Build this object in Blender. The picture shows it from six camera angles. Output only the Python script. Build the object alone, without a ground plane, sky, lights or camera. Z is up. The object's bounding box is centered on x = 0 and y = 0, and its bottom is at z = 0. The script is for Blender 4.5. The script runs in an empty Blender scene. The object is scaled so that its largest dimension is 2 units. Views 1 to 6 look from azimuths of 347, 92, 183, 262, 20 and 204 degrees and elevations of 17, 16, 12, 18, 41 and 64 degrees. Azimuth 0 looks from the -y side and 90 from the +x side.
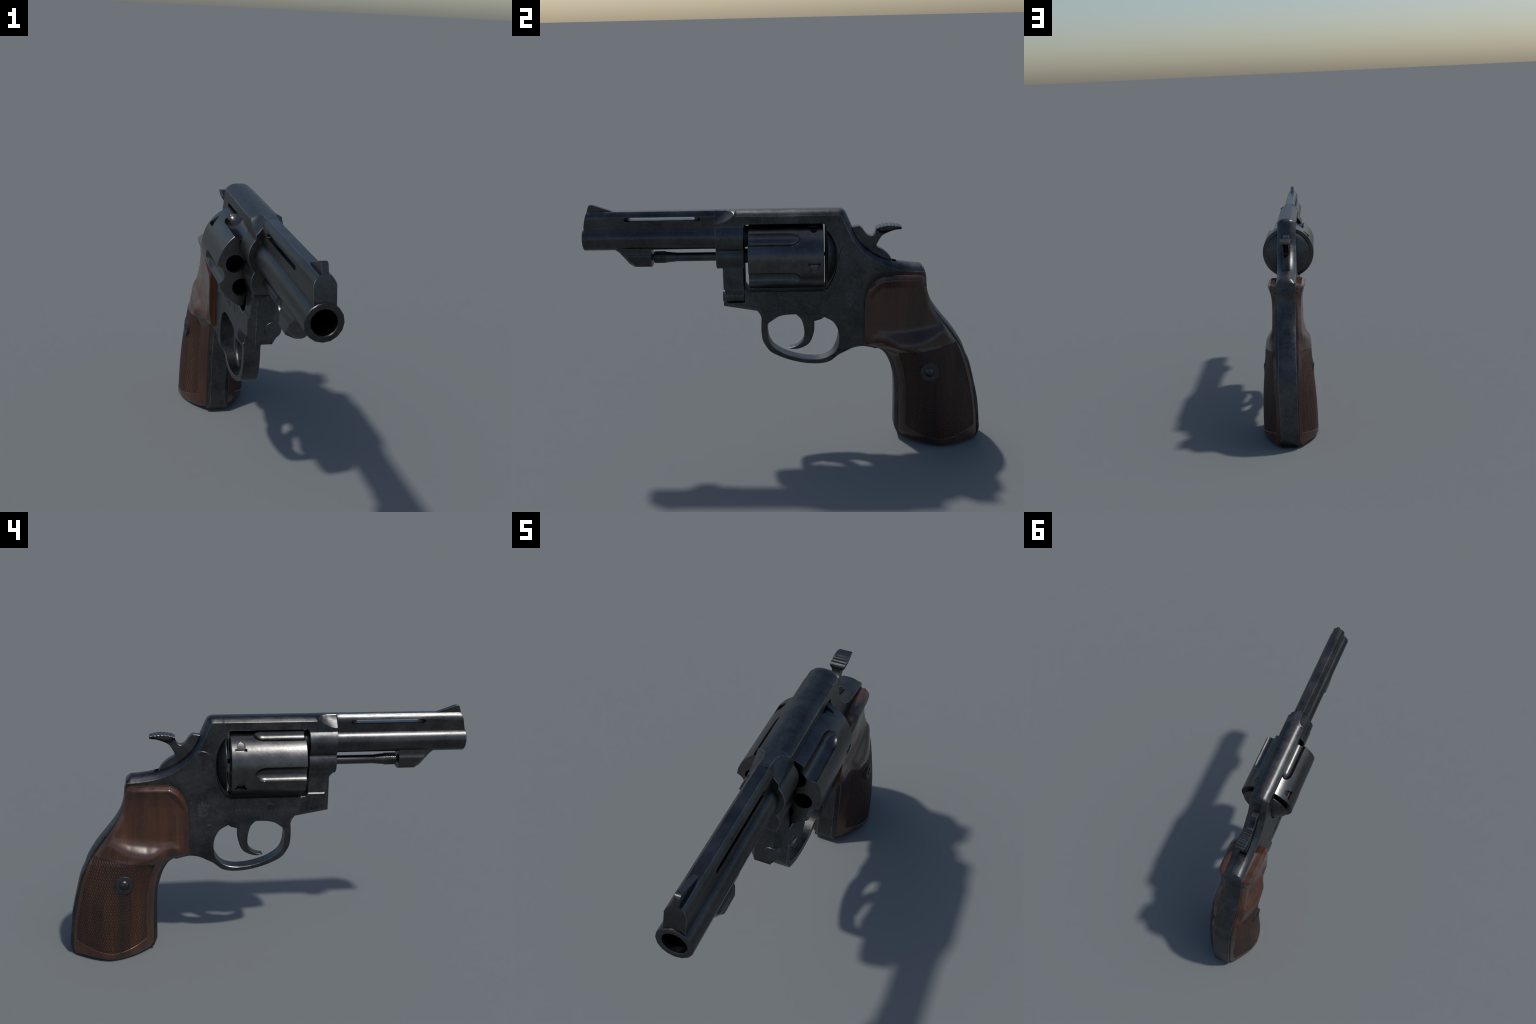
"""A weathered double-action revolver with chequered walnut grips.

Frame: y runs from the muzzle (-1) to the back of the grip (+1), z is up, x is
the thin side-to-side direction.  All meshes share the world origin.
"""
import bpy
import math
import numpy as np
from mathutils import Matrix, Vector
from mathutils.geometry import delaunay_2d_cdt
from mathutils.kdtree import KDTree

rng = np.random.default_rng(7)

# ----------------------------------------------------------------------------
# materials
# ----------------------------------------------------------------------------


def new_material(name):
    m = bpy.data.materials.new(name)
    m.use_nodes = True
    nt = m.node_tree
    nt.nodes.clear()
    out = nt.nodes.new("ShaderNodeOutputMaterial")
    bsdf = nt.nodes.new("ShaderNodeBsdfPrincipled")
    nt.links.new(bsdf.outputs[0], out.inputs[0])
    return m, nt, bsdf


def node(nt, kind, **props):
    n = nt.nodes.new("ShaderNode" + kind)
    for k, v in props.items():
        setattr(n, k, v)
    return n


def coords(nt, scale=(1, 1, 1), rot=(0, 0, 0)):
    tc = node(nt, "TexCoord")
    mp = node(nt, "Mapping")
    mp.inputs["Scale"].default_value = scale
    mp.inputs["Rotation"].default_value = rot
    nt.links.new(tc.outputs["Object"], mp.inputs[0])
    return mp.outputs[0]


def noise(nt, vec, scale, detail=4.0, rough=0.55, distortion=0.0):
    n = node(nt, "TexNoise")
    n.inputs["Scale"].default_value = scale
    n.inputs["Detail"].default_value = detail
    n.inputs["Roughness"].default_value = rough
    n.inputs["Distortion"].default_value = distortion
    nt.links.new(vec, n.inputs["Vector"])
    return n.outputs["Fac"]


def ramp(nt, fac, stops):
    r = node(nt, "ValToRGB")
    els = r.color_ramp.elements
    while len(els) < len(stops):
        els.new(0.5)
    for e, (p, c) in zip(els, stops):
        e.position = p
        e.color = (c[0], c[1], c[2], 1) if not isinstance(c, (int, float)) else (c, c, c, 1)
    nt.links.new(fac, r.inputs[0])
    return r.outputs[0]


def math_node(nt, op, a, b=None, c=None):
    n = node(nt, "Math", operation=op)
    for i, v in enumerate((a, b, c)):
        if v is None:
            continue
        if isinstance(v, (int, float)):
            n.inputs[i].default_value = v
        else:
            nt.links.new(v, n.inputs[i])
    return n.outputs[0]


def mix(nt, fac, a, b):
    n = node(nt, "Mix", data_type="RGBA")
    for i, v in ((0, fac), (6, a), (7, b)):
        if isinstance(v, (int, float)):
            n.inputs[i].default_value = v
        elif isinstance(v, tuple):
            n.inputs[i].default_value = (*v, 1)
        else:
            nt.links.new(v, n.inputs[i])
    return n.outputs[2]


def bump(nt, height, strength, dist, normal=None):
    b = node(nt, "Bump")
    b.inputs["Strength"].default_value = strength
    b.inputs["Distance"].default_value = dist
    nt.links.new(height, b.inputs["Height"])
    if normal is not None:
        nt.links.new(normal, b.inputs["Normal"])
    return b.outputs[0]


def gun_metal(name, dark, light, rough=(0.34, 0.5), metallic=1.0, scratch=0.25):
    """blued steel: two close tones in blotches, fine scratches, uneven gloss"""
    m, nt, bsdf = new_material(name)
    v = coords(nt)
    blotch = noise(nt, v, 9.0, 6.0, 0.65)
    fine = noise(nt, v, 70.0, 4.0, 0.6)
    streaks = noise(nt, coords(nt, (60, 7, 90), (0.5, 0.2, 0)), 3.0, 3.0, 0.6)
    f = math_node(nt, "ADD", math_node(nt, "MULTIPLY", blotch, 0.7), math_node(nt, "MULTIPLY", fine, 0.3))
    col = ramp(nt, f, [(0.36, dark), (0.66, light)])
    worn = ramp(nt, noise(nt, v, 26.0, 8.0, 0.72), [(0.63, 0.0), (0.72, 1.0)])
    col = mix(nt, math_node(nt, "MULTIPLY", worn, scratch), col, tuple(min(1, 1.9 * c + 0.02) for c in light))
    nt.links.new(col, bsdf.inputs["Base Color"])
    bsdf.inputs["Metallic"].default_value = metallic
    r = math_node(nt, "ADD", math_node(nt, "MULTIPLY", blotch, 0.6), math_node(nt, "MULTIPLY", streaks, 0.4))
    nt.links.new(ramp(nt, r, [(0.35, rough[0]), (0.65, rough[1])]), bsdf.inputs["Roughness"])
    n1 = bump(nt, fine, 0.10, 0.002)
    nt.links.new(bump(nt, streaks, 0.06, 0.002, n1), bsdf.inputs["Normal"])
    return m


def walnut(name, checkered=False):
    """oiled walnut: vertical grain that leans with the grip, dark heart streaks,
    and, for the chequering, two crossing families of cut grooves"""
    m, nt, bsdf = new_material(name)
    rot = (0.22, 0, 0)
    bands = noise(nt, coords(nt, (5.0, 11.0, 1.1), rot), 1.0, 3.0, 0.5, 0.35)
    grain = noise(nt, coords(nt, (60, 85, 5.0), rot), 1.0, 5.0, 0.65)
    patch = noise(nt, coords(nt), 7.0, 4.0, 0.6)
    col = ramp(nt, bands, [(0.28, (0.020, 0.0110, 0.0075)), (0.42, (0.039, 0.0160, 0.0092)),
                           (0.54, (0.060, 0.0238, 0.0118)), (0.70, (0.084, 0.036, 0.017))])
    g = ramp(nt, grain, [(0.30, 0.55), (0.62, 1.15)])
    mul = node(nt, "Mix", data_type="RGBA", blend_type="MULTIPLY")
    mul.inputs[0].default_value = 0.75
    nt.links.new(col, mul.inputs[6])
    nt.links.new(g, mul.inputs[7])
    red = ramp(nt, patch, [(0.48, 0.0), (0.68, 1.0)])
    col = mix(nt, math_node(nt, "MULTIPLY", red, 0.35), mul.outputs[2], (0.075, 0.025, 0.0125))
    n = bump(nt, grain, 0.12, 0.002)
    if checkered:
        tc = node(nt, "TexCoord")
        sep = node(nt, "SeparateXYZ")
        nt.links.new(tc.outputs["Object"], sep.inputs[0])
        y, z = sep.outputs[1], sep.outputs[2]
        pitch = 0.0126

        def family(lean):
            p = math_node(nt, "MULTIPLY_ADD", z, -lean, y)
            return math_node(nt, "PINGPONG", math_node(nt, "DIVIDE", p, pitch), 0.5)

        h = math_node(nt, "MULTIPLY", math_node(nt, "MINIMUM", family(0.52), family(-0.26)), 2.0)
        col = mix(nt, ramp(nt, h, [(0.05, 0.85), (0.46, 0.0)]), col, (0.014, 0.008, 0.006))
        n = bump(nt, h, 0.75, 0.0030, n)
        bsdf.inputs["Roughness"].default_value = 0.5
        bsdf.inputs["Specular IOR Level"].default_value = 0.35
    else:
        nt.links.new(ramp(nt, patch, [(0.35, 0.20), (0.70, 0.36)]), bsdf.inputs["Roughness"])
        bsdf.inputs["Specular IOR Level"].default_value = 0.5
        bsdf.inputs["Coat Weight"].default_value = 0.3
        bsdf.inputs["Coat Roughness"].default_value = 0.16
    nt.links.new(col, bsdf.inputs["Base Color"])
    nt.links.new(n, bsdf.inputs["Normal"])
    return m


BLUED = gun_metal("blued_steel", (0.048, 0.050, 0.053), (0.108, 0.109, 0.111), (0.32, 0.48), 1.0, 0.4)
BARREL = gun_metal("polished_blued_steel", (0.052, 0.053, 0.056), (0.096, 0.096, 0.098), (0.26, 0.40), 1.0, 0.4)
STEEL = gun_metal("grey_cylinder_steel", (0.075, 0.076, 0.078), (0.130, 0.129, 0.129), (0.26, 0.38))
DARK = gun_metal("dark_bore_steel", (0.030, 0.031, 0.033), (0.055, 0.056, 0.058), (0.4, 0.55))
WINDOW_SHADE = gun_metal("steel_darkened_window_shade", (0.020, 0.021, 0.022), (0.036, 0.037, 0.038), (0.55, 0.7), 1.0, 0.1)  # near-black base colour bakes the cylinder's shade into the window walls
WASHER = gun_metal("grip_washer_steel", (0.052, 0.055, 0.058), (0.078, 0.081, 0.084), (0.45, 0.6))
MARK = gun_metal("stamped_mark_steel", (0.10, 0.10, 0.103), (0.16, 0.16, 0.163), (0.5, 0.65), 1.0, 0.3)
SERIAL = gun_metal("stamped_number_steel", (0.085, 0.087, 0.090), (0.135, 0.137, 0.140), (0.45, 0.6), 1.0, 0.3)
PALE_EDGE = gun_metal("pale_edge_steel", (0.085, 0.090, 0.097), (0.230, 0.238, 0.248), (0.28, 0.40), 1.0, 0.5)  # paler, blotchy steel tone for the chamfered edges
WOOD = walnut("oiled_walnut")
CHECK = walnut("chequered_walnut", True)

# ----------------------------------------------------------------------------
# mesh helpers
# ----------------------------------------------------------------------------

ROOT = bpy.data.objects.new("revolver", None)
bpy.context.scene.collection.objects.link(ROOT)
ROOT.empty_display_size = 0.2
ROOT["label"] = "dark blued steel revolver with chequered walnut grip panels"
ROOT["category"] = "revolver"


def make(name, verts, faces, material, parent=ROOT, smooth=32.0):
    me = bpy.data.meshes.new(name)
    me.from_pydata([tuple(map(float, v)) for v in verts], [], [tuple(map(int, f)) for f in faces])
    me.validate()
    me.update()
    me.materials.append(material)
    me.polygons.foreach_set("use_smooth", [True] * len(me.polygons))
    me.set_sharp_from_angle(angle=math.radians(smooth))
    ob = bpy.data.objects.new(name, me)
    bpy.context.scene.collection.objects.link(ob)
    ob.parent = parent
    return ob


def smoothstep(a, b, t):
    t = np.clip((np.asarray(t, float) - a) / (b - a), 0, 1)
    return t * t * (3 - 2 * t)


def inside(poly, pts):
    """even-odd test of many points against one polygon"""
    poly, pts = np.asarray(poly), np.asarray(pts)
    r = np.zeros(len(pts), bool)
    x, y = pts[:, 0], pts[:, 1]
    for (x0, y0), (x1, y1) in zip(poly, np.roll(poly, -1, 0)):
        if y0 == y1:
            continue
        c = (y0 > y) != (y1 > y)
        r ^= c & (x < (x1 - x0) * (y - y0) / (y1 - y0) + x0)
    return r


def seg_distance(line, y, z):
    """distance of points to an open polyline"""
    y, z = np.asarray(y, float), np.asarray(z, float)
    d = np.full(y.shape, 1e9)
    for (y0, z0), (y1, z1) in zip(line[:-1], line[1:]):
        vy, vz = y1 - y0, z1 - z0
        t = np.clip(((y - y0) * vy + (z - z0) * vz) / (vy * vy + vz * vz), 0, 1)
        d = np.minimum(d, np.hypot(y - y0 - t * vy, z - z0 - t * vz))
    return d


def resample(pts, step, closed=True, extra=None):
    """split every segment into pieces no longer than step; extra rows follow along"""
    P = np.asarray(pts, float)
    X = np.zeros((len(P), 2)) if extra is None else np.asarray(extra, float)
    n = len(P)
    out, ex = [], []
    for i in range(n if closed else n - 1):
        a, b = P[i], P[(i + 1) % n]
        k = max(1, int(math.ceil(np.linalg.norm(b - a) / step)))
        for j in range(k):
            out.append(a + (b - a) * j / k)
            ex.append(X[i] + (X[(i + 1) % n] - X[i]) * j / k)
    if not closed:
        out.append(P[-1])
        ex.append(X[-1])
    return np.array(out), np.array(ex)


def spline(pts, per=4, closed=False):
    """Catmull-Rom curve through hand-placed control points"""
    P = [np.asarray(p, float) for p in pts]
    n = len(P)
    out = []
    for i in range(n if closed else n - 1):
        p0 = P[(i - 1) % n] if closed or i > 0 else P[i]
        p1, p2 = P[i], P[(i + 1) % n]
        p3 = P[(i + 2) % n] if closed or i + 2 < n else p2
        for j in range(per):
            t = j / per
            out.append(0.5 * (2 * p1 + (p2 - p0) * t + (2 * p0 - 5 * p1 + 4 * p2 - p3) * t * t
                              + (3 * p1 - p0 - 3 * p2 + p3) * t ** 3))
    if not closed:
        out.append(P[-1])
    return [tuple(p) for p in out]


def area(loop):
    y, z = loop[:, 0], loop[:, 1]
    return 0.5 * np.sum(y * np.roll(z, -1) - np.roll(y, -1) * z)


def outward(loop):
    """unit normals that point out of a counter-clockwise loop"""
    d = np.roll(loop, -1, 0) - np.roll(loop, 1, 0)
    d /= np.maximum(np.linalg.norm(d, axis=1, keepdims=True), 1e-9)
    return np.stack([d[:, 1], -d[:, 0]], 1)


def plate(name, outer, xr, xl, material, holes=(), lines=(), step=0.006, bev=0.002, crown=None,
          rings=6, parent=ROOT, smooth=32.0, split=None,
          cross=None, groove=None, edge=None, inner=None):
    """Solid between the surfaces x = xl(y, z) and x = xr(y, z) over a side outline
    with holes.  The rim is chamfered by bev, and bulges outwards by the crown
    offsets (one (dy, dz) per outline point).  Lines are creases kept in the mesh."""
    loops = []
    for k, lp in enumerate([outer, *holes]):
        lp = np.asarray(lp, float)
        cr = np.zeros_like(lp) if (crown is None or k) else np.asarray(crown, float)
        ccw = area(lp) > 0
        if ccw == bool(k):  # outer counter-clockwise, holes clockwise
            lp, cr = lp[::-1], cr[::-1]
        lp, cr = resample(lp, step, True, cr)
        n = outward(lp)
        loops.append((lp, lp - n * bev, cr))
    pts, edges = [], []
    for lp, ins, cr in loops:
        b = len(pts)
        pts += [tuple(p) for p in ins]
        edges += [(b + i, b + (i + 1) % len(ins)) for i in range(len(ins))]
    nb = len(pts)
    for ln in lines:
        q, _ = resample(ln, step, False)
        ok = inside(loops[0][1], q)
        for lp, ins, cr in loops[1:]:
            ok &= ~inside(ins, q)
        b = None
        for p, o in zip(q, ok):
            if o:
                pts.append(tuple(p))
                if b is not None:
                    edges.append((b, len(pts) - 1))
                b = len(pts) - 1
            else:
                b = None
    tree = KDTree(len(pts))
    for i, p in enumerate(pts):
        tree.insert((p[0], p[1], 0), i)
    tree.balance()
    lo, hi = loops[0][0].min(0), loops[0][0].max(0)
    gy, gz = np.meshgrid(np.arange(lo[0], hi[0], step), np.arange(lo[1], hi[1], step * 0.866))
    gy[1::2] += step / 2
    grid = np.stack([gy.ravel(), gz.ravel()], 1)
    ok = inside(loops[0][1], grid)
    for lp, ins, cr in loops[1:]:
        ok &= ~inside(ins, grid)
    for p in grid[ok]:
        if tree.find((p[0], p[1], 0))[2] > step * 0.55:
            pts.append((p[0], p[1]))
    V, _, F, ov, _, _ = delaunay_2d_cdt([Vector(p) for p in pts], edges, [], 0, 1e-7)
    V = np.array([tuple(v) for v in V])
    cen = np.array([V[list(f)].mean(0) for f in F])
    keep = inside(loops[0][1], cen)
    for lp, ins, cr in loops[1:]:
        keep &= ~inside(ins, cen)
    F = [f for f, k in zip(F, keep) if k]
    cen = cen[keep]
    where = {}
    for i, o in enumerate(ov):
        for j in o:
            where[j] = i
    n = len(V)
    R, Lx = xr(V[:, 0], V[:, 1]), xl(V[:, 0], V[:, 1])
    verts = [(R[i], V[i, 0], V[i, 1]) for i in range(n)] + [(Lx[i], V[i, 0], V[i, 1]) for i in range(n)]
    faces = []
    region = inside(split, cen) if split is not None else np.zeros(len(F), bool)
    patch = []
    for f, s in zip(F, region):
        a, b, c = f
        (y0, z0), (y1, z1), (y2, z2) = V[a], V[b], V[c]
        if (y1 - y0) * (z2 - z0) - (y2 - y0) * (z1 - z0) < 0:
            b, c = c, b
        (patch if s else faces).append((a, b, c))
        faces.append((n + a, n + c, n + b))
    base = 0
    rim_faces = []
    for lp, ins, cr in loops:
        m = len(lp)
        ids = [where[base + i] for i in range(m)]
        base += m
        strips = [ids]
        for s in (cross or [1 - 2 * k / rings for k in range(rings + 1)]):
            row = []
            for i in range(m):
                r, l = R[ids[i]], Lx[ids[i]]
                t = (s + 1) / 2
                x = (l + bev) + (r - l - 2 * bev) * t
                g = 1 - abs(s) ** 3.0
                if groove is not None and abs(s) < groove[0]:
                    g -= groove[1](lp[i, 0], lp[i, 1])
                row.append(len(verts))
                verts.append((x, lp[i, 0] + cr[i, 0] * g, lp[i, 1] + cr[i, 1] * g))
            strips.append(row)
        strips.append([n + i for i in ids])
        for k, (p, q) in enumerate(zip(strips[:-1], strips[1:])):
            if k in (0, len(strips) - 2):
                rim_faces.append((len(faces), m, 1))
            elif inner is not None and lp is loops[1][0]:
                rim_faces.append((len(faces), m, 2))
            for i in range(m):
                j = (i + 1) % m
                faces.append((p[i], q[i], q[j], p[j]))
    used = sorted({i for f in faces for i in f})
    if split is None:
        ob = make(name, verts, faces, material, parent, smooth)
        if edge is not None and len(ob.data.polygons) == len(faces):
            ob.data.materials.append(edge)     # the chamfers take a paler steel tone
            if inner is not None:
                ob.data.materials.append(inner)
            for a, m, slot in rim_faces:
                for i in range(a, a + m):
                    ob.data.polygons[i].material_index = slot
        return ob

    def part(fs):
        u = sorted({i for f in fs for i in f})
        mp = {o: k for k, o in enumerate(u)}
        return [verts[o] for o in u], [tuple(mp[i] for i in f) for f in fs]

    return part(faces), part(patch)


def const(c):
    return lambda y, z: np.full(np.shape(y), float(c))


def lathe(name, profile, material, cx=0.0, cz=0.0, seg=32, parent=ROOT, smooth=32.0, start=90.0, closed=False):
    """turn a (y, radius) profile about an axis parallel to y"""
    verts, faces = [], []
    for y, r in profile:
        for k in range(seg):
            a = math.radians(start) + 2 * math.pi * k / seg
            verts.append((cx + r * math.cos(a), y, cz + r * math.sin(a)))
    m = len(profile)
    for i in range(m if closed else m - 1):
        for k in range(seg):
            a, b = i * seg + k, i * seg + (k + 1) % seg
            i2 = (i + 1) % m
            faces.append((a, i2 * seg + k, i2 * seg + (k + 1) % seg, b))
    if not closed:
        faces.append(tuple(range(seg)))
        faces.append(tuple(reversed(range((m - 1) * seg, m * seg))))
    ob = make(name, verts, faces, material, parent, smooth)
    return ob


# ----------------------------------------------------------------------------
# main sizes
# ----------------------------------------------------------------------------

BARREL_Z, BARREL_R, BORE_R = 1.0855, 0.0612, 0.041
AXIS_Z, CYL_R = 0.985, 0.164            # cylinder and ejector rod axis
FRAME_W, STRAP_W, GUARD_W = 0.058, 0.0525, 0.0345
TOP_Z, CREASE_Z = 1.222, 1.199

# ----------------------------------------------------------------------------
# frame: side outline (counter-clockwise from the collar's top front corner)
# ----------------------------------------------------------------------------

collar_front = [(-0.340, 1.222), (-0.340, 0.948), (-0.337, 0.9375), (-0.323, 0.929), (-0.314, 0.918),
                (-0.3115, 0.903)]
nose = [(-0.3115, 0.903), (-0.3115, 0.731), (-0.144, 0.702)]
throat = [(-0.144, 0.702), (-0.130, 0.684), (-0.123, 0.662)]
guard_outer = spline([(-0.123, 0.662), (-0.126, 0.613), (-0.124, 0.567), (-0.115, 0.530), (-0.083, 0.482),
                      (-0.041, 0.457), (0.001, 0.439), (0.047, 0.4255), (0.089, 0.4165), (0.138, 0.4120),
                      (0.177, 0.413), (0.210, 0.4195), (0.236, 0.433), (0.275, 0.468), (0.320, 0.498),
                      (0.355, 0.511), (0.390, 0.515)], 3)
strap_front = spline([(0.390, 0.515), (0.440, 0.505), (0.491, 0.480), (0.518, 0.440), (0.535, 0.392),
                      (0.550, 0.325), (0.555, 0.210), (0.556, 0.060)], 4)
strap_bottom = [(0.556, 0.060), (0.563, 0.040), (0.577, 0.0165), (0.600, 0.010), (0.650, 0.005), (0.718, 0.0015),
                (0.787, 0.0003), (0.855, 0.0006), (0.920, 0.0015), (0.981, 0.004), (0.992, 0.028)]
strap_back = spline([(0.9965, 0.052), (0.992, 0.105), (0.987, 0.155), (0.978, 0.225), (0.956, 0.320),
                     (0.930, 0.415), (0.906, 0.4665), (0.883, 0.520), (0.838, 0.591), (0.767, 0.680), (0.733, 0.730),
                     (0.716, 0.766), (0.703, 0.812), (0.699, 0.864)], 3)
tang_back = [(0.6985, 0.872), (0.694, 0.900)]

# crease (where the flat side ends) with the bulge of the crown over it
top = [((0.691, 0.906), (0.001, 0.006)), ((0.684, 0.9065), (-0.002, 0.017)), ((0.672, 0.907), (-0.001, 0.027))]


def normal_crown(pts, amount):
    P = np.array(pts)
    d = np.gradient(P, axis=0)
    d /= np.linalg.norm(d, axis=1, keepdims=True)
    nrm = np.stack([d[:, 1], -d[:, 0]], 1)   # the curve runs from the tang to the front
    return [(tuple(p), tuple(n * a)) for p, n, a in zip(P, nrm, amount)]


hump = spline([(0.655, 0.9075), (0.613, 0.911), (0.549, 0.921), (0.493, 0.940), (0.436, 0.9715), (0.392, 1.006),
               (0.366, 1.032), (0.342, 1.062), (0.323, 1.097), (0.303, 1.141), (0.288, 1.175)], 3)
top += normal_crown(hump, np.interp([p[0] for p in hump], [0.3, 0.36, 0.55, 0.66], [0.0235, 0.022, 0.029, 0.028]))
top += [((0.2805, 1.191), (0.0225, 0.008)), ((0.279, 1.1955), (0.0195, 0.0125)), ((0.2765, 1.1985), (0.0115, 0.0185)),
        ((0.270, 1.199), (0.004, 0.0225)), ((0.258, 1.199), (0, 0.023)), ((-0.215, 1.199), (0, 0.023)),
        ((-0.235, 1.200), (0, 0.022)), ((-0.240, 1.206), (0, 0.016)), ((-0.246, 1.213), (0, 0.009)),
        ((-0.254, 1.218), (0, 0.004)), ((-0.264, 1.2205), (0, 0.0015)), ((-0.285, 1.222), (0, 0))]

outline, crown = [], []
for part_ in (collar_front, nose[1:], throat[1:], guard_outer[1:], strap_front[1:], strap_bottom[1:], strap_back,
              tang_back):
    outline += part_
    crown += [tuple(np.interp(p[1], [0.05, 0.30, 0.52, 0.80], ([0.002, 0.002, 0.006, 0.004], [0.0, 0.0, 0.004, 0.003])[k]) for k in (0, 1)) if part_ is strap_back else (0, 0)
              for p in part_]
outline += [p for p, _ in top]
crown += [c for _, c in top]

window = [(-0.201, 0.840), (-0.199, 0.826), (-0.189, 0.815), (-0.172, 0.812), (0.184, 0.812), (0.196, 0.817),
          (0.201, 0.830), (0.201, 1.144), (0.198, 1.153), (0.188, 1.157), (-0.187, 1.157), (-0.197, 1.151),
          (-0.201, 1.138)]
guard_hole = spline([(-0.093, 0.624), (-0.093, 0.580), (-0.085, 0.538), (-0.068, 0.508), (-0.040, 0.485),
                     (0.000, 0.463), (0.047, 0.447), (0.095, 0.437), (0.140, 0.4335), (0.176, 0.437),
                     (0.205, 0.446), (0.230, 0.461), (0.250, 0.484), (0.263, 0.517), (0.2685, 0.560),
                     (0.264, 0.600), (0.250, 0.631), (0.234, 0.651), (0.198, 0.671), (0.160, 0.683),
                     (0.110, 0.6885), (0.050, 0.6895), (0.008, 0.688), (-0.023, 0.683), (-0.047, 0.673),
                     (-0.068, 0.657), (-0.083, 0.641)], 2, closed=True)

chamfer_line = nose + throat[1:]
strap_line = [(0.470, 0.495), (0.491, 0.480), (0.518, 0.440), (0.535, 0.392), (0.550, 0.325), (0.555, 0.210),
              (0.556, 0.060), (0.560, 0.038)]
shield_edge = spline([(0.203, 0.8205), (0.214, 0.831), (0.231, 0.861), (0.2465, 0.898), (0.2555, 0.945), (0.258, 0.985),
                      (0.2545, 1.030), (0.244, 1.070), (0.226, 1.104), (0.203, 1.128)], 4)
plate_edge = spline([(0.2645, 0.962), (0.270, 0.998), (0.278, 1.025), (0.2925, 1.045), (0.308, 1.054), (0.326, 1.057),
                     (0.346, 1.0545)], 4)
recess = list(shield_edge) + [(0.2005, 1.128), (0.2005, 0.8205)]
upper_side = list(plate_edge) + [(0.36, 1.07), (0.30, 1.25), (0.225, 1.25), (0.225, 1.12), (0.262, 1.045), (0.2635, 0.985)]
scallop_edge = spline([(-0.3405, 1.162), (-0.308, 1.1675), (-0.267, 1.187), (-0.246, 1.204), (-0.240, 1.2065)], 4)


def frame_half(y, z):
    y, z = np.asarray(y, float), np.asarray(z, float)
    h = np.full(y.shape, FRAME_W)
    # trigger guard bow is narrower than the frame
    zc = np.interp(y, [-0.12, -0.05, 0.22, 0.30], [0.672, 0.640, 0.482, 0.478])
    low = (y < 0.36) & (z < 0.72)
    h = np.where(low, GUARD_W + (FRAME_W - GUARD_W) * smoothstep(zc - 0.032, zc + 0.022, z), h)
    # grip straps
    h = np.where((z < 0.867) & (y > 0.50) | (y > 0.47) & (z < 0.55), STRAP_W, h)
    d = seg_distance(strap_line, y, z)
    h = np.where((y > 0.40) & (z < 0.60), np.minimum(h, 0.034 + d * 1.1), h)
    # collar round the barrel and the ejector rod
    c1 = np.sqrt(np.maximum(0.0825 ** 2 - (z - BARREL_Z) ** 2, 0))
    c2 = np.sqrt(np.maximum(0.0685 ** 2 - (z - AXIS_Z) ** 2, 0))
    h = np.where((y < -0.195) & (z > 0.936), np.maximum(np.maximum(c1, c2), FRAME_W), h)
    # neck under the collar
    neck = np.interp(z, [0.70, 0.826, 0.832, 0.905, 0.937], [0.060, 0.060, 0.0545, 0.050, 0.052])
    h = np.where((y < -0.195) & (z <= 0.936), neck, h)
    d = seg_distance(chamfer_line, y, z)
    h = np.where((y < -0.10) & (z < 0.9365), np.minimum(h, 0.032 + d * 1.0), h)
    # concave scallops beside the barrel rib
    zb = np.interp(y, [p[0] for p in scallop_edge], [p[1] for p in scallop_edge])
    ht = np.interp(y, [-0.34, -0.29, -0.264, -0.254, -0.246, -0.240, -0.235],
                   [0.0185, 0.020, 0.027, 0.035, 0.044, 0.052, FRAME_W])
    t = np.clip((z - zb) / np.maximum(1.222 - zb, 1e-3), 0, 1)
    sc = FRAME_W - (FRAME_W - ht) * (1 - (1 - t) ** 1.35)
    h = np.where((y < -0.236) & (z > zb), np.minimum(h, sc), h)
    return h


def side_relief(y, z):
    """shallow steps of the side plate and the pocket behind the cylinder"""
    P = np.stack([np.ravel(y), np.ravel(z)], 1)
    r = np.where(inside(upper_side, P), -0.0018, 0.0)
    r = np.where(inside(recess, P), -0.010, r)
    return r.reshape(np.shape(y))


def frame_right(y, z):
    h = frame_half(y, z) + side_relief(y, z)
    crane_zone = (y < -0.2045) & (z < 0.9365) & (z > 0.757)
    seat = np.where(z < 0.771, 0.018, 0.001)    # cradle under the hinge
    return np.where(crane_zone, np.minimum(h, seat), h)


def frame_left(y, z):
    return -(frame_half(y, z) + side_relief(y, z))


def shift(line, dy, dz):
    return [(y + dy, z + dz) for y, z in line]


def offset(line, d):
    P = np.array(line)
    t = np.gradient(P, axis=0)
    t /= np.linalg.norm(t, axis=1, keepdims=True)
    return [tuple(p + d * np.array([q[1], -q[0]])) for p, q in zip(P, t)]


frame_lines = [offset(plate_edge, 0.0010), offset(plate_edge, -0.0010), offset(shield_edge, 0.0010),
               offset(shield_edge, -0.0010), scallop_edge, [(-0.345, 0.9372), (-0.19, 0.9372)],
               [(-0.345, 0.9358), (-0.19, 0.9358)], [(-0.320, 0.826), (-0.202, 0.826)],
               [(-0.320, 0.832), (-0.202, 0.832)], [(-0.320, 0.7563), (-0.2038, 0.7563), (-0.2038, 0.826)],
               [(-0.320, 0.7577), (-0.2052, 0.7577), (-0.2052, 0.94)], [(-0.345, 1.0315), (-0.19, 1.0315)],
               [(-0.285, 0.754), (-0.285, 0.936)], [(-0.285, 0.754), (-0.150, 0.727), (-0.113, 0.690)],
               [(0.50, 0.8663), (0.72, 0.8663)], [(0.50, 0.8677), (0.72, 0.8677)]]
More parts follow.
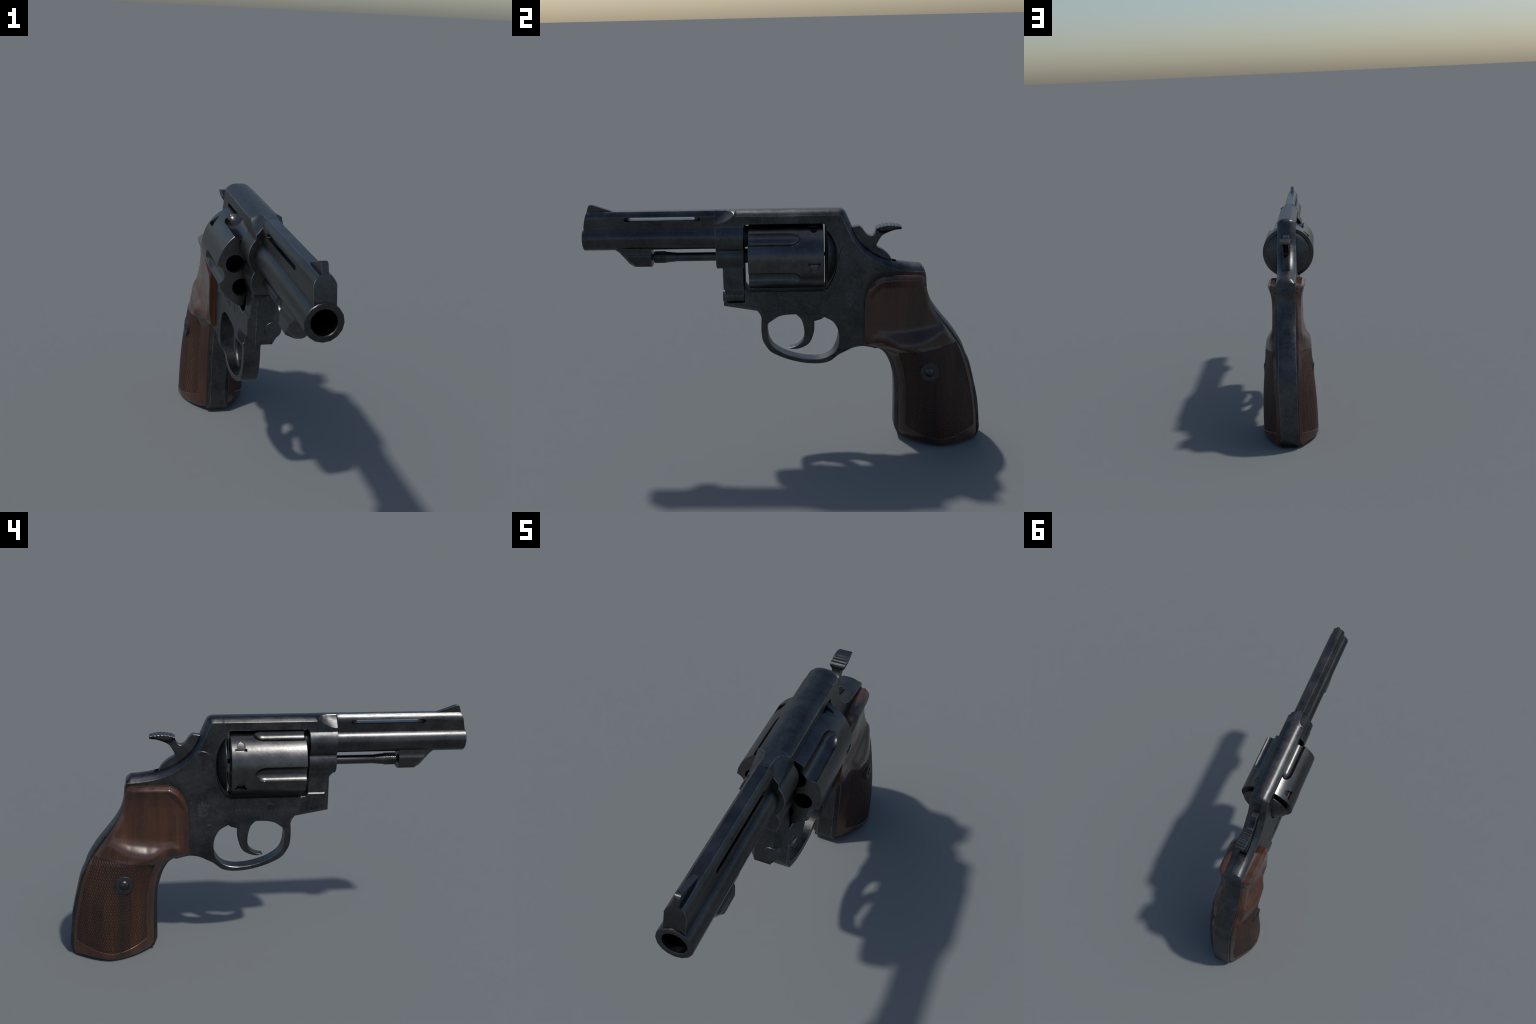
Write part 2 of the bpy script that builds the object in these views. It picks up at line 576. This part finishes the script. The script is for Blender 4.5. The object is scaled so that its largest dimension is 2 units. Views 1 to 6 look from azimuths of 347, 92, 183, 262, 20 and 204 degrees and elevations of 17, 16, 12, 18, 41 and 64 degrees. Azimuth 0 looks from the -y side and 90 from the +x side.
frame = plate("frame", outline, frame_right, frame_left, BLUED, [window, guard_hole], frame_lines,
              step=0.0065, bev=0.0022, crown=crown, smooth=28, edge=PALE_EDGE, inner=WINDOW_SHADE,
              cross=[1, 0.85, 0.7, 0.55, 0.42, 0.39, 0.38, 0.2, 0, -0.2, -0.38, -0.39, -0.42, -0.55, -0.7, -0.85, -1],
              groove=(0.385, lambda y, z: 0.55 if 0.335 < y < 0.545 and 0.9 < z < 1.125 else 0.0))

# recoil shield: a lens behind the cylinder, showing on both sides of the frame
prof = [(0.2095, 0.002), (0.2095, 0.138), (0.2105, 0.140), (0.2130, 0.140)]
for r in np.linspace(0.136, 0.03, 14):
    prof.append((0.2135 + 0.044 * (1 - (r / 0.14) ** 2.6), r))
prof.append((0.258, 0.002))
lathe("recoil_shield", prof, BLUED, cz=AXIS_Z, seg=48)

# crane (the swing-out arm) with its hinge barrel on the right side
crane_out = [(-0.3105, 0.945), (-0.3105, 0.796), (-0.206, 0.796), (-0.206, 0.945)]


def crane_right(y, z):
    h = np.interp(z, [0.80, 0.824, 0.829, 0.88, 0.945], [0.0635, 0.0635, 0.0615, 0.060, 0.054])
    edge = np.interp(z, [0.80, 0.83, 0.87, 0.905, 0.93], [-0.2845, -0.2845, -0.2865, -0.293, -0.306])
    return np.minimum(h, 0.037 + (0.0245) * np.clip((y + 0.3105) / (edge + 0.3106), 0, 2.0))


crane = plate("crane", crane_out, crane_right, const(-0.006), BLUED, [],
              [[(-0.2845, 0.806), (-0.2845, 0.835), (-0.2865, 0.87), (-0.293, 0.905), (-0.306, 0.93)],
               [(-0.3105, 0.824), (-0.206, 0.824)]], step=0.005, bev=0.0015, rings=2, edge=PALE_EDGE)
lathe("hinge_barrel", [(-0.3122, 0.003), (-0.3122, 0.0315), (-0.3095, 0.0335), (-0.3000, 0.0345), (-0.2085, 0.0345), (-0.206, 0.032),
                       (-0.206, 0.003)], BLUED, cx=0.0315, cz=0.787, seg=28, parent=crane)
lathe("cylinder_arbor", [(-0.215, 0.003), (-0.215, 0.0365), (-0.172, 0.0365), (-0.172, 0.003)], DARK, cz=AXIS_Z,
      seg=24, parent=crane)

# ----------------------------------------------------------------------------
# barrel, rib, sight, shroud and rod
# ----------------------------------------------------------------------------

barrel = lathe("barrel", [(-0.78, 0.001), (-0.78, 0.031), (-0.90, 0.034), (-0.9975, BORE_R), (-1.0, BORE_R + 0.0025),
                          (-1.0, BARREL_R - 0.0025), (-0.9975, BARREL_R), (-0.335, BARREL_R), (-0.335, 0.001)],
               BARREL, cz=BARREL_Z, seg=16, smooth=40)
lathe("forcing_cone", [(-0.215, 0.003), (-0.215, 0.058), (-0.180, 0.052), (-0.180, 0.003)], DARK, cz=BARREL_Z,
      seg=24, parent=barrel)


def rib_half(y, z):
    h = np.interp(z, [1.0, 1.1955, 1.203, 1.212, 1.222], [0.0352, 0.0352, 0.0328, 0.0272, 0.0185])
    P = np.stack([np.ravel(y), np.ravel(z)], 1)
    return np.where(inside(slot_shape(-0.790, -0.413, 1.1740, 1.1950), P).reshape(h.shape), 0.021, h)


rib_outline = [(-0.9945, 1.1295), (-0.995, 1.140), (-0.984, 1.1955), (-0.9765, 1.222), (-0.3385, 1.222),
               (-0.3385, 1.1295)]


def slot_shape(y0, y1, z0, z1, k=6):
    r, zm = (z1 - z0) / 2, (z0 + z1) / 2
    a = [(y1 - r + r * math.cos(t), zm + r * math.sin(t)) for t in np.linspace(-math.pi / 2, math.pi / 2, k)]
    b = [(y0 + r + r * math.cos(t), zm + r * math.sin(t)) for t in np.linspace(math.pi / 2, 1.5 * math.pi, k)]
    return a + b


def loop_line(d):
    lp = slot_shape(-0.790 - d, -0.413 + d, 1.1740 - d, 1.1950 + d, 8)
    return lp + [lp[0]]


plate("barrel_rib", rib_outline, rib_half, lambda y, z: -rib_half(y, z), BARREL,
      [slot_shape(-0.770, -0.440, 1.1765, 1.1935)],
      [[(-1.0, v), (-0.33, v)] for v in (1.1957, 1.203, 1.212)] + [loop_line(-0.0004), loop_line(0.0004)], step=0.012, bev=0.0013,
      rings=4, parent=barrel, smooth=25, edge=PALE_EDGE)

sight = [(-0.9765, 1.216), (-0.9765, 1.223), (-0.9675, 1.250), (-0.963, 1.2555), (-0.956, 1.2575), (-0.947, 1.2560),
         (-0.848, 1.2215), (-0.842, 1.216)]
plate("front_sight", sight, const(0.0105), const(-0.0105), BARREL, [], [], step=0.006, bev=0.0015, rings=2,
      parent=barrel, smooth=40)

shroud = [(-0.862, 1.040), (-0.846, 1.030), (-0.826, 1.0155), (-0.792, 0.9755), (-0.7775, 0.957), (-0.768, 0.9500),
          (-0.758, 0.947), (-0.664, 0.947), (-0.664, 1.040)]


def shroud_half(y, z):
    h = np.interp(z, [0.94, 0.951, 0.998, 1.0105, 1.04], [0.036, 0.0435, 0.0435, 0.0385, 0.0365])
    d = seg_distance([(-0.862, 1.040), (-0.826, 1.0155), (-0.7775, 0.957), (-0.762, 0.949)], y, z)
    return np.minimum(h, 0.022 + d * 1.2)


shroud_crown = [(0, 0)] * 5 + [(0, -0.004), (0, -0.009), (0, -0.009), (0, 0)]
plate("rod_shroud", shroud, shroud_half, lambda y, z: -shroud_half(y, z), BARREL, [],
      [[(-0.90, 0.998), (-0.65, 0.998)], [(-0.90, 1.0105), (-0.65, 1.0105)]], step=0.005, bev=0.0012,
      crown=shroud_crown, rings=6, parent=barrel, smooth=30)

rod = lathe("ejector_rod", [(-0.671, 0.002), (-0.671, 0.015), (-0.655, 0.015), (-0.655, 0.026), (-0.652, 0.0285),
                            (-0.598, 0.0285), (-0.592, 0.0282), (-0.547, 0.0238), (-0.541, 0.0232), (-0.539, 0.0222),
                            (-0.536, 0.0222), (-0.534, 0.0230), (-0.33, 0.0228), (-0.33, 0.002)], BARREL,
            cz=AXIS_Z - 0.0015, seg=24)
# knurling: crossing helical ridges on the rod's head
kv, kf = [], []
for turn in (1, -1):
    for s in range(16):
        b = len(kv)
        for k in range(11):
            y = -0.652 + 0.0056 * k
            a = 2 * math.pi * s / 16 + turn * k * 0.19
            for dr, da in ((-0.0015, -0.075), (0.0016, 0.0), (-0.0015, 0.075)):
                r = 0.0285 + dr
                kv.append((r * math.cos(a + da), y, AXIS_Z - 0.0015 + r * math.sin(a + da)))
        for k in range(10):
            i = b + 3 * k
            kf += [(i, i + 1, i + 4, i + 3), (i + 1, i + 2, i + 5, i + 4)]
knurl = make("rod_knurling", kv, kf, STEEL, rod)
knurl["kind"] = "stuff"

# ----------------------------------------------------------------------------
# cylinder: polar height field with five flutes and five stop notches
# ----------------------------------------------------------------------------

Y0, Y1 = -0.177, 0.190
NA = 720
ys = np.unique(np.concatenate([[Y0, Y0 + 0.002], np.linspace(Y0 + 0.004, 0.018, 24), np.linspace(0.020, 0.084, 40),
                               np.linspace(0.088, 0.110, 6), np.linspace(0.112, 0.176, 50), [0.1139, 0.1141, 0.1719, 0.1721], [0.180, 0.185, Y1 - 0.002, Y1]]))
ang = np.arange(NA) * 2 * math.pi / NA


def cylinder_radius(a, y):
    deg = np.degrees(a)
    r = np.full(np.broadcast(a, y).shape, CYL_R)
    # flutes
    fa = np.radians((deg - 43.2 + 36) % 72 - 36)
    t = np.clip((y - 0.022) / 0.0585, 0, 1)
    rf = 0.0392 * np.sqrt(np.maximum(1 - t ** 2, 0))
    dd = 0.1752
    s = rf ** 2 - (dd * np.sin(fa)) ** 2
    cut = np.where(s > 0, dd * np.cos(fa) - np.sqrt(np.maximum(s, 0)), 1.0)
    r = np.minimum(r, np.where(y < 0.0805, cut, 1.0))
    # notches: slot plus a ramp that leads into it
    na = (deg + 36) % 72 - 36
    slot = (np.abs(na) < 2.3) & (np.abs(y - 0.143) < 0.029)
    u = np.clip((-2.3 - na) / 13.8, 0, 1)
    width = 0.0205 * np.sqrt(np.maximum(1 - u ** 2.2, 0))
    ramp_ = (na <= -2.3) & (na > -16.1) & (np.abs(y - 0.143) < width)
    r = np.where(slot, CYL_R - 0.017, r)
    r = np.where(ramp_, np.minimum(r, CYL_R - 0.0100 * (1 - u) - 0.0008), r)
    return r


A, Yg = np.meshgrid(ang, ys)
Rg = cylinder_radius(A, Yg)
Rg[0] -= 0.002
Rg[-1] -= 0.002
cv = [(r * math.cos(a), y, AXIS_Z + r * math.sin(a)) for r, a, y in zip(Rg.ravel(), A.ravel(), Yg.ravel())]
cf = []
for i in range(len(ys) - 1):
    for k in range(NA):
        k2 = (k + 1) % NA
        cf.append((i * NA + k, (i + 1) * NA + k, (i + 1) * NA + k2, i * NA + k2))


def drilled_disc(y, row, holes, flip):
    """end face with its chamber mouths, triangulated between the rim and the holes"""
    pts = [((Rg[row, k]) * math.cos(ang[k]), (Rg[row, k]) * math.sin(ang[k])) for k in range(NA)]
    edges = [(k, (k + 1) % NA) for k in range(NA)]
    rings = []
    for cx, cz, r in holes:
        b = len(pts)
        ids = list(range(b, b + 28))
        pts.extend((cx + r * math.cos(2 * math.pi * k / 28), cz + r * math.sin(2 * math.pi * k / 28)) for k in range(28))
        edges += [(b + k, b + (k + 1) % 28) for k in range(28)]
        rings.append(ids)
    V, _, F, ov, _, _ = delaunay_2d_cdt([Vector(p) for p in pts], edges, [], 0, 1e-7)
    V = np.array([tuple(v) for v in V])
    c = np.array([V[list(f)].mean(0) for f in F])
    keep = inside(np.array(pts[:NA]), c)
    for cx, cz, r in holes:
        keep &= np.hypot(c[:, 0] - cx, c[:, 1] - cz) > r * 0.97
    b = len(cv)
    cv.extend((v[0], y, AXIS_Z + v[1]) for v in V)
    for f, k in zip(F, keep):
        if not k:
            continue
        p, q, s = f
        (x0, z0), (x1, z1), (x2, z2) = V[p], V[q], V[s]
        pos = (x1 - x0) * (z2 - z0) - (x2 - x0) * (z1 - z0) > 0
        if pos != flip:
            q, s = s, q
        cf.append((b + p, b + q, b + s))
    return rings


chambers = [(0.098 * math.cos(math.radians(-13 + 60 * k)), 0.098 * math.sin(math.radians(-13 + 60 * k)), 0.0355)
            for k in range(6)]
drilled_disc(Y0, 0, chambers, True)
drilled_disc(Y1, len(ys) - 1, chambers, False)
for cx, cz, r in chambers:
    b = len(cv)
    for y, rr in ((Y0, r), (Y1, r)):
        cv.extend((cx + rr * math.cos(2 * math.pi * k / 28), y, AXIS_Z + cz + rr * math.sin(2 * math.pi * k / 28))
                  for k in range(28))
    for k in range(28):
        k2 = (k + 1) % 28
        cf.append((b + k, b + k2, b + 28 + k2, b + 28 + k))
cylinder = make("cylinder", cv, cf, STEEL, smooth=30)
lathe("ratchet_pin", [(0.186, 0.002), (0.186, 0.012), (0.205, 0.009), (0.205, 0.002)], DARK, cz=AXIS_Z + 0.004, seg=16,
      parent=cylinder)

# ----------------------------------------------------------------------------
# hammer and trigger
# ----------------------------------------------------------------------------

spur_top = spline([(0.4535, 1.1205), (0.469, 1.1285), (0.500, 1.1345), (0.527, 1.1355), (0.552, 1.1325), (0.570, 1.1285)], 6)
sp, _ = resample(spur_top, 0.0022, False)
length = np.concatenate([[0], np.cumsum(np.linalg.norm(np.diff(sp, axis=0), axis=1))])
tooth = 0.0030 * np.abs(((length / length[-1] * 7.0) % 1.0) - 0.5) * 2 - 0.0012
nr = np.gradient(sp, axis=0)
nr /= np.linalg.norm(nr, axis=1, keepdims=True)
sp = [tuple(p + t * np.array([-q[1], q[0]])) for p, t, q in zip(sp, tooth, nr)]
hammer_out = ([(0.322, 1.090), (0.322, 1.126), (0.331, 1.128), (0.350, 1.1315), (0.367, 1.1330), (0.374, 1.1285)]
              + spline([(0.383, 1.121), (0.400, 1.096), (0.412, 1.085), (0.424, 1.081), (0.437, 1.0845),
                        (0.447, 1.096), (0.451, 1.107), (0.452, 1.115)], 3) + sp
              + [(0.5765, 1.125), (0.577, 1.1175), (0.573, 1.1135)]
              + spline([(0.560, 1.1130), (0.540, 1.1110), (0.512, 1.101), (0.482, 1.083), (0.467, 1.062),
                        (0.455, 1.038)], 3)
              + [(0.454, 1.030), (0.461, 1.0235)]
              + spline([(0.488, 1.008), (0.513, 0.986), (0.527, 0.966), (0.538, 0.940)], 3)
              + [(0.480, 0.940), (0.390, 1.000)])


def hammer_half(y, z):
    w = 0.0190 + 0.0125 * smoothstep(1.092, 1.116, np.asarray(z) - 0.02 * smoothstep(0.5, 0.58, y)) * (np.asarray(y) > 0.4385)
    return np.where((np.asarray(y) > 0.4385) & (np.asarray(y) < 0.466),
                    np.minimum(w, 0.019 + 0.0125 * smoothstep(1.105, 1.124, z)), w)


hammer = plate("hammer", hammer_out, hammer_half, lambda y, z: -hammer_half(y, z), BLUED, [], [], step=0.004,
               bev=0.0022, rings=4, smooth=35, edge=PALE_EDGE)

trigger_out = (spline([(0.050, 0.700), (0.050, 0.6785), (0.063, 0.666), (0.079, 0.647), (0.087, 0.622), (0.093, 0.588),
                       (0.0925, 0.553), (0.083, 0.529), (0.062, 0.509), (0.038, 0.498)], 4)
               + [(0.0165, 0.4945), (0.0165, 0.4895)]
               + spline([(0.041, 0.4870), (0.070, 0.4915), (0.105, 0.508), (0.122, 0.5255), (0.1335, 0.550),
                         (0.1435, 0.590), (0.1440, 0.638)], 4)
               + [(0.177, 0.6475), (0.198, 0.662), (0.198, 0.700)])
trigger = plate("trigger", trigger_out, const(0.0215), const(-0.0215), BLUED, [], [], step=0.005, bev=0.0035, rings=4,
                smooth=50)

# ----------------------------------------------------------------------------
# walnut grip panels
# ----------------------------------------------------------------------------

panel_top = [(0.696, 0.860), (0.690, 0.882), (0.678, 0.891), (0.640, 0.8935), (0.560, 0.894)] + spline(
    [(0.483, 0.8915), (0.457, 0.879), (0.431, 0.8555), (0.408, 0.816), (0.3965, 0.772)], 4)
panel_front = [(0.3945, 0.670), (0.3955, 0.530), (0.440, 0.5185), (0.485, 0.508)] + spline(
    [(0.499, 0.498), (0.525, 0.465), (0.552, 0.402), (0.567, 0.310), (0.572, 0.182), (0.575, 0.050)], 4)
panel_bottom = [(0.578, 0.040), (0.588, 0.026), (0.602, 0.0195), (0.650, 0.0145), (0.715, 0.009), (0.787, 0.0050),
                (0.850, 0.0125), (0.923, 0.0150), (0.952, 0.0115), (0.968, 0.0080), (0.979, 0.0300)]
panel_back = spline([(0.979, 0.062), (0.9755, 0.115), (0.962, 0.208), (0.945, 0.306), (0.9225, 0.398), (0.8855, 0.497),
                     (0.835, 0.574), (0.794, 0.634), (0.753, 0.690), (0.721, 0.746), (0.705, 0.800),
                     (0.697, 0.845)], 4)
panel_outline = panel_top + panel_front + panel_bottom + panel_back
front_curve = sorted([(z, y) for y, z in panel_front] + [(0.772, 0.3965), (0.816, 0.408), (0.8555, 0.431), (0.879, 0.457),
                                                         (0.895, 0.480), (0.036, 0.583), (0.0, 0.600)])
back_curve = sorted([(z, y) for y, z in panel_back] + [(0.860, 0.696), (0.895, 0.690), (0.0, 0.985)])

checker_area = ([(0.5655, 0.492), (0.572, 0.499), (0.590, 0.5025)] + spline(
    [(0.633, 0.5055), (0.699, 0.514), (0.765, 0.525), (0.853, 0.5430)], 3)
    + spline([(0.864, 0.524), (0.897, 0.424), (0.926, 0.313), (0.948, 0.215), (0.957, 0.126), (0.959, 0.085)], 3)
    + spline([(0.950, 0.0800), (0.850, 0.0530), (0.780, 0.0435), (0.712, 0.0530), (0.645, 0.0730), (0.613, 0.0860)], 3)
    + spline([(0.608, 0.098), (0.613, 0.174), (0.610, 0.249), (0.600, 0.350), (0.585, 0.430), (0.567, 0.475)], 3))


def panel_half(y, z):
    y, z = np.asarray(y, float), np.asarray(z, float)
    yf = np.interp(z, [p[0] for p in front_curve], [p[1] for p in front_curve])
    yb = np.interp(z, [p[0] for p in back_curve], [p[1] for p in back_curve])
    yf = np.where(z < 0.53, np.maximum(yf, np.interp(z, [0.49, 0.53], [0.50, 0.40])), yf)
    # ledge of the thumb rest climbs towards the back of the hand
    rise = np.interp(y, [0.42, 0.60, 0.68, 0.75, 0.82], [-0.002, 0.0, 0.013, 0.036, 0.072])
    zz = z - rise * smoothstep(0.47, 0.56, z) * (1 - smoothstep(0.72, 0.82, z))
    H = sum(np.interp(zz + o, [0.0, 0.06, 0.20, 0.30, 0.40, 0.46, 0.50, 0.53, 0.545, 0.560, 0.575, 0.590, 0.603, 0.625,
                               0.72, 0.79, 0.835, 0.862, 0.880, 0.892],
                      [0.163, 0.1655, 0.1635, 0.1560, 0.1475, 0.1430, 0.1400, 0.1365, 0.1335, 0.1265, 0.1140, 0.1010,
                       0.0950, 0.0910, 0.0885, 0.0890, 0.0970, 0.1070, 0.1125, 0.1130])
            for o in (-0.006, -0.003, 0.0, 0.003, 0.006)) / 5
    ef = np.interp(z, [0.0, 0.47, 0.53, 0.60, 0.76, 0.83, 0.90], [0.054, 0.054, 0.076, 0.0865, 0.0895, 0.098, 0.104])
    eb = 0.0545
    # blunt rim (front, back), then a slope up to the middle
    rim_f = np.interp(z, [0.0, 0.50, 0.54], [0.007, 0.006, 0.002])
    rim_b = np.interp(z, [0.05, 0.25, 0.43, 0.50, 0.60, 0.88], [0.005, 0.008, 0.016, 0.025, 0.031, 0.028])
    mid = (yf + yb) / 2 + np.interp(z, [0.5, 0.7], [0.0, -0.02])
    front = y < mid
    u = np.clip(np.where(front, (mid - y) / np.maximum(mid - yf, 1e-3), (y - mid) / np.maximum(yb - mid, 1e-3)), 0, 1)
    d = np.where(front, y - yf, yb - y)
    q = np.sqrt(np.maximum(1 - (1 - np.clip(d / np.where(front, 0.020, np.interp(z, [0.4, 0.55], [0.014, 0.026])), 0, 1)) ** 2, 0))
    e = np.where(front, ef, eb)
    rim = np.minimum(np.where(front, rim_f, rim_b), np.maximum(H - e, 0))
    k = smoothstep(0.54, 0.68, z)
    slope = (1 - u ** np.where(front, 1.9, np.interp(z, [0.3, 0.5], [1.80, 1.80]))) * (1 - k) + (1 - u ** 5.0) * k
    h = e + rim * q + (H - e - rim) * slope
    # the ledge runs forward over the tab, then tucks under it
    tab_h = np.interp(z, [0.50, 0.525, 0.550, 0.570, 0.590, 0.610, 0.640], [0.068, 0.080, 0.0960, 0.1010, 0.0970, 0.0915, 0.0890])
    tab = smoothstep(0.575, 0.465, y) * (1 - smoothstep(0.635, 0.670, z)) * smoothstep(0.48, 0.51, z)
    edge = smoothstep(0.0, 0.045, y - yf)
    h = h * (1 - tab) + tab * np.minimum(h, ef + (tab_h - ef) * edge)
    # raised lip that follows the top edge round the front corner
    d = seg_distance(panel_top, y, z)
    lip = np.interp(z, [0.70, 0.765, 0.82, 0.86], [0.078, 0.0885, 0.104, 0.112]) * np.ones_like(y)
    h = np.where(z > 0.70, np.maximum(h, lip - np.clip(d - 0.020, 0, 1) * np.interp(y, [0.44, 0.52], [0.35, 0.55]) - 0.028 * smoothstep(0.60, 0.70, y)), h)
    q = np.clip(1 - d / 0.017, 0, 1)
    h = h - (h - 0.058) * 0.42 * q ** 2.0 * smoothstep(0.74, 0.81, z)
    # slightly softened lower border
    zb = np.interp(y, [p[0] for p in panel_bottom], [p[1] for p in panel_bottom])
    q = np.clip(1 - (z - zb) / 0.016, 0, 1)
    h = h - (h - 0.054) * 0.10 * q ** 2.0
    # chequered field is cut a little below its border
    P = np.stack([np.ravel(y), np.ravel(z)], 1)
    h = h - 0.0022 * inside(checker_area, P).reshape(h.shape)
    # hand-rubbed unevenness
    h = h + 0.0006 * np.sin(31 * y + 9 * z) * np.sin(23 * z - 7 * y)
    return h


c_loop = list(checker_area) + [checker_area[0]]
(pv, pf), (qv, qf) = plate("grip_panel", panel_outline, panel_half, const(0.045), WOOD, [],
                           [offset(c_loop, 0.0012), offset(c_loop, -0.0012)], step=0.006, bev=0.003, rings=3,
                           split=checker_area)
for side in (1, -1):
    def flip(vs, fs):
        return [(side * x, y, z) for x, y, z in vs], [f if side > 0 else f[::-1] for f in fs]

    panel = make("grip_panel", *flip(pv, pf), WOOD, smooth=40)
    make("grip_chequering", *flip(qv, qf), CHECK, panel, smooth=40)
    # escutcheon washer and slotted screw; seated in the panel, facing outwards
    wx = float(panel_half(np.array([0.7155]), np.array([0.4065]))[0])
    tilt = Matrix.Rotation(math.radians(-4.5), 3, "Y")

    def turned(name, profile, material, seg, parent, centre):
        ob = lathe(name, profile, material, seg=seg, parent=parent)
        turn = Matrix.Rotation(math.radians(-90), 3, "Z")    # lathe axis y -> x
        for v in ob.data.vertices:
            p = turn @ v.co
            p = tilt @ p
            v.co = (side * (centre[0] + p.x), centre[1] + p.y, centre[2] + p.z)
        if side < 0:
            ob.data.flip_normals()
        ob.data.set_sharp_from_angle(angle=math.radians(35))
        return ob

    turned("grip_washer", [(-0.02, 0.002), (-0.02, 0.0465), (0.0012, 0.0465), (0.0020, 0.0455), (0.0020, 0.0245),
                           (0.0002, 0.0235), (0.0002, 0.002)], WASHER, 40, panel, (wx, 0.7155, 0.4065))
    screw = turned("grip_screw", [(-0.01, 0.002), (-0.01, 0.0225), (0.0006, 0.0225), (0.0040, 0.0190), (0.0062, 0.0130),
                                  (0.0072, 0.0060), (0.0074, 0.0015)], BARREL, 28, panel, (wx, 0.7155, 0.4065))
    # screw slot, sunk as a dark groove across the head
    sv, sf = [], []
    slope = math.radians(-52 if side < 0 else -58)
    for i, t in enumerate(np.linspace(-0.0205, 0.0205, 13)):
        hx = 0.0078 - 0.0066 * (abs(t) / 0.0215) ** 2.2
        for w in (-0.0024, 0.0024):
            yy, zz_ = t * math.cos(slope) - w * math.sin(slope), t * math.sin(slope) + w * math.cos(slope)
            for dx in (hx + 0.0003, hx - 0.004):
                sv.append((side * (wx + dx + 0.078 * zz_), 0.7155 + (yy if side > 0 else yy), 0.4065 + zz_))
    for i in range(12):
        a = 4 * i
        sf += [(a, a + 4, a + 6, a + 2), (a, a + 1, a + 5, a + 4), (a + 2, a + 6, a + 7, a + 3)]
    make("screw_slot", sv, sf, DARK, panel)

# ----------------------------------------------------------------------------
# frame screws and stamped marks
# ----------------------------------------------------------------------------

for cy, cz, r in ((-0.016, 0.7655, 0.0205), (0.2895, 0.663, 0.0180)):
    for side in (1, -1):
        prof = [(-0.02, 0.002), (-0.02, r), (-0.0006, r), (0.0008, r - 0.0022), (0.0012, r - 0.006), (0.0014, 0.0015)]
        ob = lathe("frame_screw", prof, BLUED, seg=32, parent=frame)
        for v in ob.data.vertices:
            x, y, z = v.co
            v.co = (side * (FRAME_W + y), cy + x, cz + z)
        if side > 0:
            ob.data.flip_normals()
        if side < 0:
            w = r * 0.80
            sv = [(-(FRAME_W + 0.0016), cy + a * w, cz + b * 0.0016) for a, b in ((-1, -1), (1, -1), (1, 1), (-1, 1))]
            sv += [(-(FRAME_W - 0.002), p[1], p[2]) for p in sv]
            make("screw_slot", sv, [(0, 3, 2, 1), (0, 1, 5, 4), (1, 2, 6, 5), (2, 3, 7, 6), (3, 0, 4, 7)], DARK, frame)


def stamp(name, text, size, y, z, parent):
    cu = bpy.data.curves.new(name, "FONT")
    cu.body = text
    cu.size = size
    cu.extrude = 0.0006
    cu.space_character = 1.12
    tmp = bpy.data.objects.new(name + "_tmp", cu)
    bpy.context.scene.collection.objects.link(tmp)
    bpy.context.view_layer.update()
    me = bpy.data.meshes.new_from_object(tmp.evaluated_get(bpy.context.evaluated_depsgraph_get()))
    bpy.data.objects.remove(tmp)
    me.transform(Matrix(((0, 0, -1, -FRAME_W - 0.0001), (-1, 0, 0, y), (0, 1, 0, z), (0, 0, 0, 1))))
    me.materials.clear()
    me.materials.append(SERIAL)
    ob = bpy.data.objects.new(name, me)
    bpy.context.scene.collection.objects.link(ob)
    ob.parent = parent
    return ob


stamp("serial_number", "10 34 7452", 0.029, 0.206, 0.744, frame)

# worn maker's crest: a faint crowned shield built from small raised crumbs
crest = [(-0.030, 0.028), (-0.018, 0.032), (-0.006, 0.042), (0.008, 0.034), (0.022, 0.028), (0.032, 0.014), (0.022, 0.004),
         (0.022, -0.028), (0.006, -0.042), (-0.012, -0.040), (-0.024, -0.030), (-0.026, -0.004), (-0.030, 0.010)]
ev, ef = [], []
gy, gz = np.meshgrid(np.arange(-0.034, 0.036, 0.0032), np.arange(-0.044, 0.046, 0.0032))
cand = np.stack([gy.ravel(), gz.ravel()], 1) + rng.uniform(-0.0012, 0.0012, (gy.size, 2))
for p in cand[inside(crest, cand)]:
    if rng.random() < 0.30:
        continue
    b = len(ev)
    s = rng.uniform(0.0009, 0.0019)
    a0 = rng.uniform(0, 6.28)
    x = -(FRAME_W + rng.uniform(0.0003, 0.0007))
    for k in range(5):
        a = a0 + 2 * math.pi * k / 5
        ev.append((x, 0.320 - p[0] - s * 1.3 * math.cos(a), 0.758 + p[1] + s * math.sin(a)))
    for k in range(5):
        ev.append((-(FRAME_W - 0.001), ev[b + k][1], ev[b + k][2]))
    ef.append(tuple(b + k for k in range(5)))
    ef += [(b + k, b + (k + 1) % 5, b + 5 + (k + 1) % 5, b + 5 + k) for k in range(5)]
crest_ob = make("maker_crest", ev, ef, MARK, frame)
crest_ob["kind"] = "stuff"
